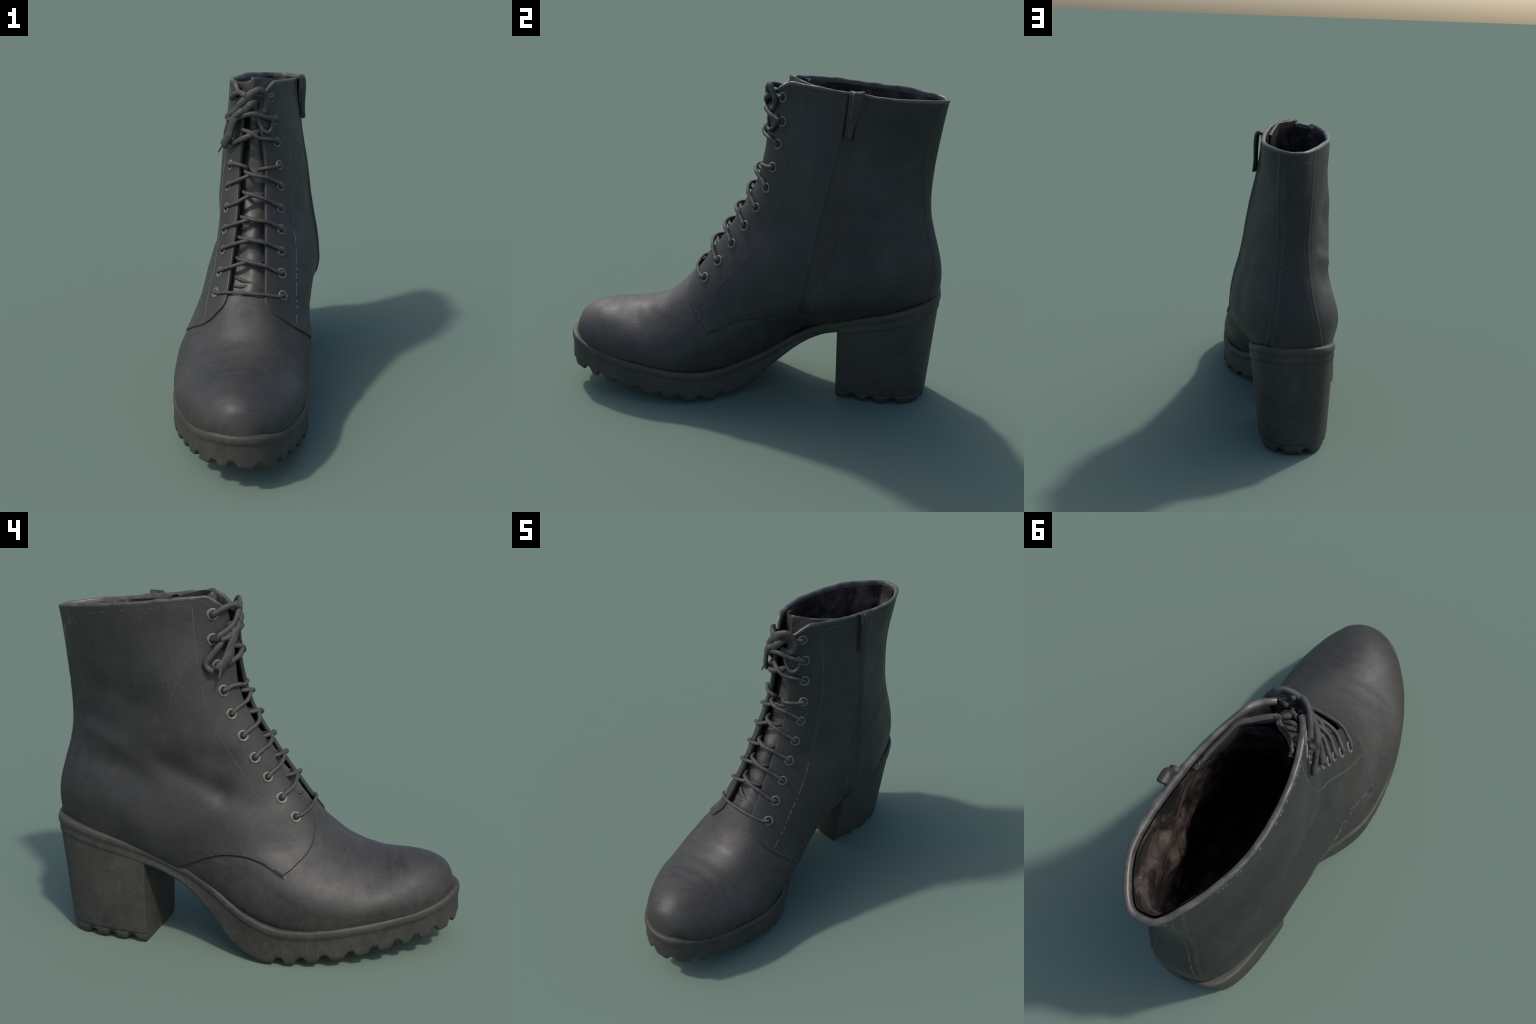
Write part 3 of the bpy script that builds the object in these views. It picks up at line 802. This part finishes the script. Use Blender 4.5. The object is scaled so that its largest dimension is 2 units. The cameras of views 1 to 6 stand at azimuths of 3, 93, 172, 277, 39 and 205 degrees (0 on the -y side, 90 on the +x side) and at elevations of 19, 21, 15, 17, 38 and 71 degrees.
def sole_mesh():
    m = NRING
    nz = notch_profile(ARC, RLEN, [k*RLEN/NRING for k in NOTCH], .044)
    zt = WELT_Z(RING[:, 1]); zb0 = SOLE_Z(RING[:, 1] + SKEW*RING[:, 0])
    waist = np.exp(-((RING[:, 1]-.17)/.16)**2)*np.where(RING[:, 0] > 0, .016, .010); zt = zt - waist; zb0 = zb0 - waist*np.where(RING[:, 0] > 0, 1.8, 3.0)
    hm = smooth(RING[:, 1], .46, .56); zb0 = zb0*(1-hm) + (zt-.088)*hm
    zb = zb0 + .030*nz
    rows = []
    def row(ins, z): rows.append(np.c_[RING - RNRM*np.broadcast_to(ins, (m,))[:, None], z])
    row(.070, zt-.004); row(.022, zt-.001); row(.012, zt+.001); row(.005, zt-.003); row(.001, zt-.012); row(0., zt-.026)
    row(.001, zt-.036); row(.0045, zt-.042); row(.005, zt-.052)
    for f in (.2, .4, .6, .8, .92):
        row(.005 - .004*f*(1-hm), (zt-.052)*(1-f) + (zb+.012)*f)
    row(.003+.003*hm, zb+.006); row(.008, zb+.001); row(.018, zb)
    # underside: rings shrinking towards the spine of the sole
    spine = np.interp(RING[:, 1], [-1, -.9, -.2, .2, .6, 1], [.035, .03, -.02, -.03, .04, .06])
    for f in (.25, .5, .75, .97):
        x = (RING - RNRM*.018)[:, 0]*(1-f) + spine*f
        y = np.clip((RING - RNRM*.018)[:, 1], -.97, .97)
        rows.append(np.c_[x, y, zb*(1-.5*f) + (zb0 + .017)*.5*f])
    V = np.concatenate(rows); F = []
    for k in range(len(rows)-1):
        for j in range(m):
            a = k*m+j; b = k*m+(j+1) % m
            F.append((a, b, b+m, a+m))
    return V, F
V, F = sole_mesh()
def split_smooth(name, V, F, label, mat, child='lug'):
    """one smooth surface cut into the body and its lugs along shared vertices"""
    V = np.asarray(V, float)
    me = bpy.data.meshes.new('tmp'); me.from_pydata([tuple(v) for v in V], [], [tuple(int(i) for i in f) for f in F]); me.update()
    nv = np.zeros(len(V)*3); me.vertices.foreach_get('normal', nv); nv = nv.reshape(-1, 3)
    bpy.data.meshes.remove(me)
    body = None
    for k in [-1] + sorted(set(label) - {-1}):
        fs = [F[i] for i in range(len(F)) if label[i] == k]
        used = sorted(set(i for f in fs for i in f)); mp = {u: n for n, u in enumerate(used)}
        ob = add_mesh(name if k < 0 else child, V[used], [tuple(mp[i] for i in f) for f in fs], mat, parent=body, normals=nv[used])
        if k < 0: body = ob
    return body
lab = np.full(len(F), -1)
ns = sorted(NOTCH); nzv = notch_profile(ARC, RLEN, [k*RLEN/NRING for k in NOTCH], .044)
seg = np.searchsorted(ns, np.arange(NRING), side='right')
far = np.where((RING[:, 1] > -.145))[0]
for i in range(len(F)):
    r, c = divmod(i, NRING)
    if r >= 13 and nzv[c] < .5 and RING[c, 1] < -.14: lab[i] = seg[c] % len(ns)
split_smooth('sole', V, F, list(lab), M_RUBBER)

# ------------------------------------------------------------------ heel
def heel_mesh():
    kl = ring_index(.528, -1); kr = ring_index(.456, 1)
    idx = np.arange(kl, kr+1)
    top = RING[idx] - RNRM[idx]*.0075
    m0 = len(top)
    n = m0 + 58
    fy = np.interp(top[:, 0], [top[0, 0], top[-1, 0]], [top[0, 1], top[-1, 1]])
    zt = WELT_Z(top[:, 1]) - .045
    arc = np.r_[0, np.cumsum(np.linalg.norm(np.diff(top, axis=0), axis=1))]
    cen = [arc[np.argmin(abs(idx - ring_index(y, -1)))] for y in (.615, .73, .852)] + [arc[np.argmin(abs(idx - ring_index(y, 1)))] for y in (.55, .66, .79)]
    cen += [arc[np.argmin(abs(idx - ring_index_x(x, False)))] for x in (-.01, .17)]
    nz = notch_profile(arc, 99, cen, .05)
    # how far each side draws in towards the ground: least at the outer front corner, most at the inner one
    draw = np.where(top[:, 0] < .045, np.interp(top[:, 1], [.5, .7, 1.], [.0, .05, .16]), np.interp(top[:, 1], [.45, .6, .75, 1.], [.32, .29, .25, .2]))
    rows = []
    def level(f, ins, zoff, zflat=None):
        x = .045 + (top[:, 0]-.045)*(1-draw*f)
        y = fy + .008*f + (top[:, 1]-fy)*(1 - .09*f)
        nr = RNRM[idx]
        x = x - nr[:, 0]*ins; y = y - nr[:, 1]*ins
        z = zt*(1-f) + zoff if zflat is None else zflat
        a = np.c_[x, y, z]
        b = a[-1] + (a[0]-a[-1])*np.linspace(0, 1, 60)[1:-1, None]
        rows.append(np.r_[a, b])
    level(0, .012, 0); level(.0, 0., -.001)
    for f in (.04, .1, .2, .35, .5, .65, .8, .88): level(f, 0, 0)
    level(.895, 0, 0); level(.9, .004, 0); level(.905, .004, 0); level(.91, .002, 0)
    level(.955, .004, 0, .022 + .026*nz); level(.975, .008, 0, .010 + .026*nz); level(.99, .014, 0, .003 + .026*nz); level(1, .024, 0, .0 + .026*nz)
    V = np.concatenate(rows); m = n; F = []
    for k in range(len(rows)-1):
        for j in range(m):
            a = k*m+j; b = k*m+(j+1) % m
            F.append((a, a+m, b+m, b))
    c = len(V); V = np.r_[V, [rows[-1].mean(0) + np.array([0, 0, .006])]]
    o = (len(rows)-1)*m
    for j in range(m): F.append((o+j, c, o+(j+1) % m))
    seg_id = np.searchsorted(sorted(cen), arc, side='right')
    lab = []
    for i in range(len(F)):
        r, col_ = divmod(i, m)
        solid = col_ >= m0 or nz[col_] < .5
        sid = (seg_id[col_] if col_ < m0 else (len(cen) if col_ > m0+29 else 0)) if solid else -1
        if col_ >= m0: sid = len(cen)+1
        lab.append(int(sid) if r >= 13 and r < len(rows)-1 and solid else -1)
    return V, F, lab
V, F, lab = heel_mesh()
split_smooth('heel', V, F, lab, M_RUBBER)

# ------------------------------------------------------------------ pale crumbs of glue in the welt and mould marks on the sole
CV, CF = [], []
def crumb(p, r):
    o = len(CV)
    ax = RNG.normal(size=(3,)); ax /= np.linalg.norm(ax)
    for d in ((1, 0, 0), (-1, 0, 0), (0, 1, 0), (0, -1, 0), (0, 0, 1), (0, 0, -1)):
        CV.append(np.array(p) + np.array(d)*r*RNG.uniform(.6, 1.3, 3))
    for f in ((0, 2, 4), (2, 1, 4), (1, 3, 4), (3, 0, 4), (2, 0, 5), (1, 2, 5), (3, 1, 5), (0, 3, 5)):
        CF.append(tuple(o+i for i in f))
def near_welt(k, inset):
    q = RING[k] - RNRM[k]*inset
    return (q[0], q[1], float(WELT_Z(q[1])) + .001)
for k in range(NRING):
    y = RING[k, 1]
    w = math.exp(-((y+1.0)/.06)**2)*1.0 + .35*math.exp(-((y-.97)/.1)**2) + .18*(abs(y+.25) < .12) + .05
    if RNG.uniform() < .22*w:
        crumb(near_welt(k, RNG.uniform(.009, .015)), RNG.uniform(.0012, .0034))
kk = ring_index(-.33, -1)
for n in range(16):
    k = kk + (0 if n % 2 else 12) + int(RNG.randint(-1, 2)); z = .05 + .0075*n
    q = RING[k] - RNRM[k]*.0025
    crumb((q[0], q[1], z), RNG.uniform(.0012, .0026))
add_mesh('glue_residue', CV, CF, M_GLUE, smooth_shade=True, stuff=True)
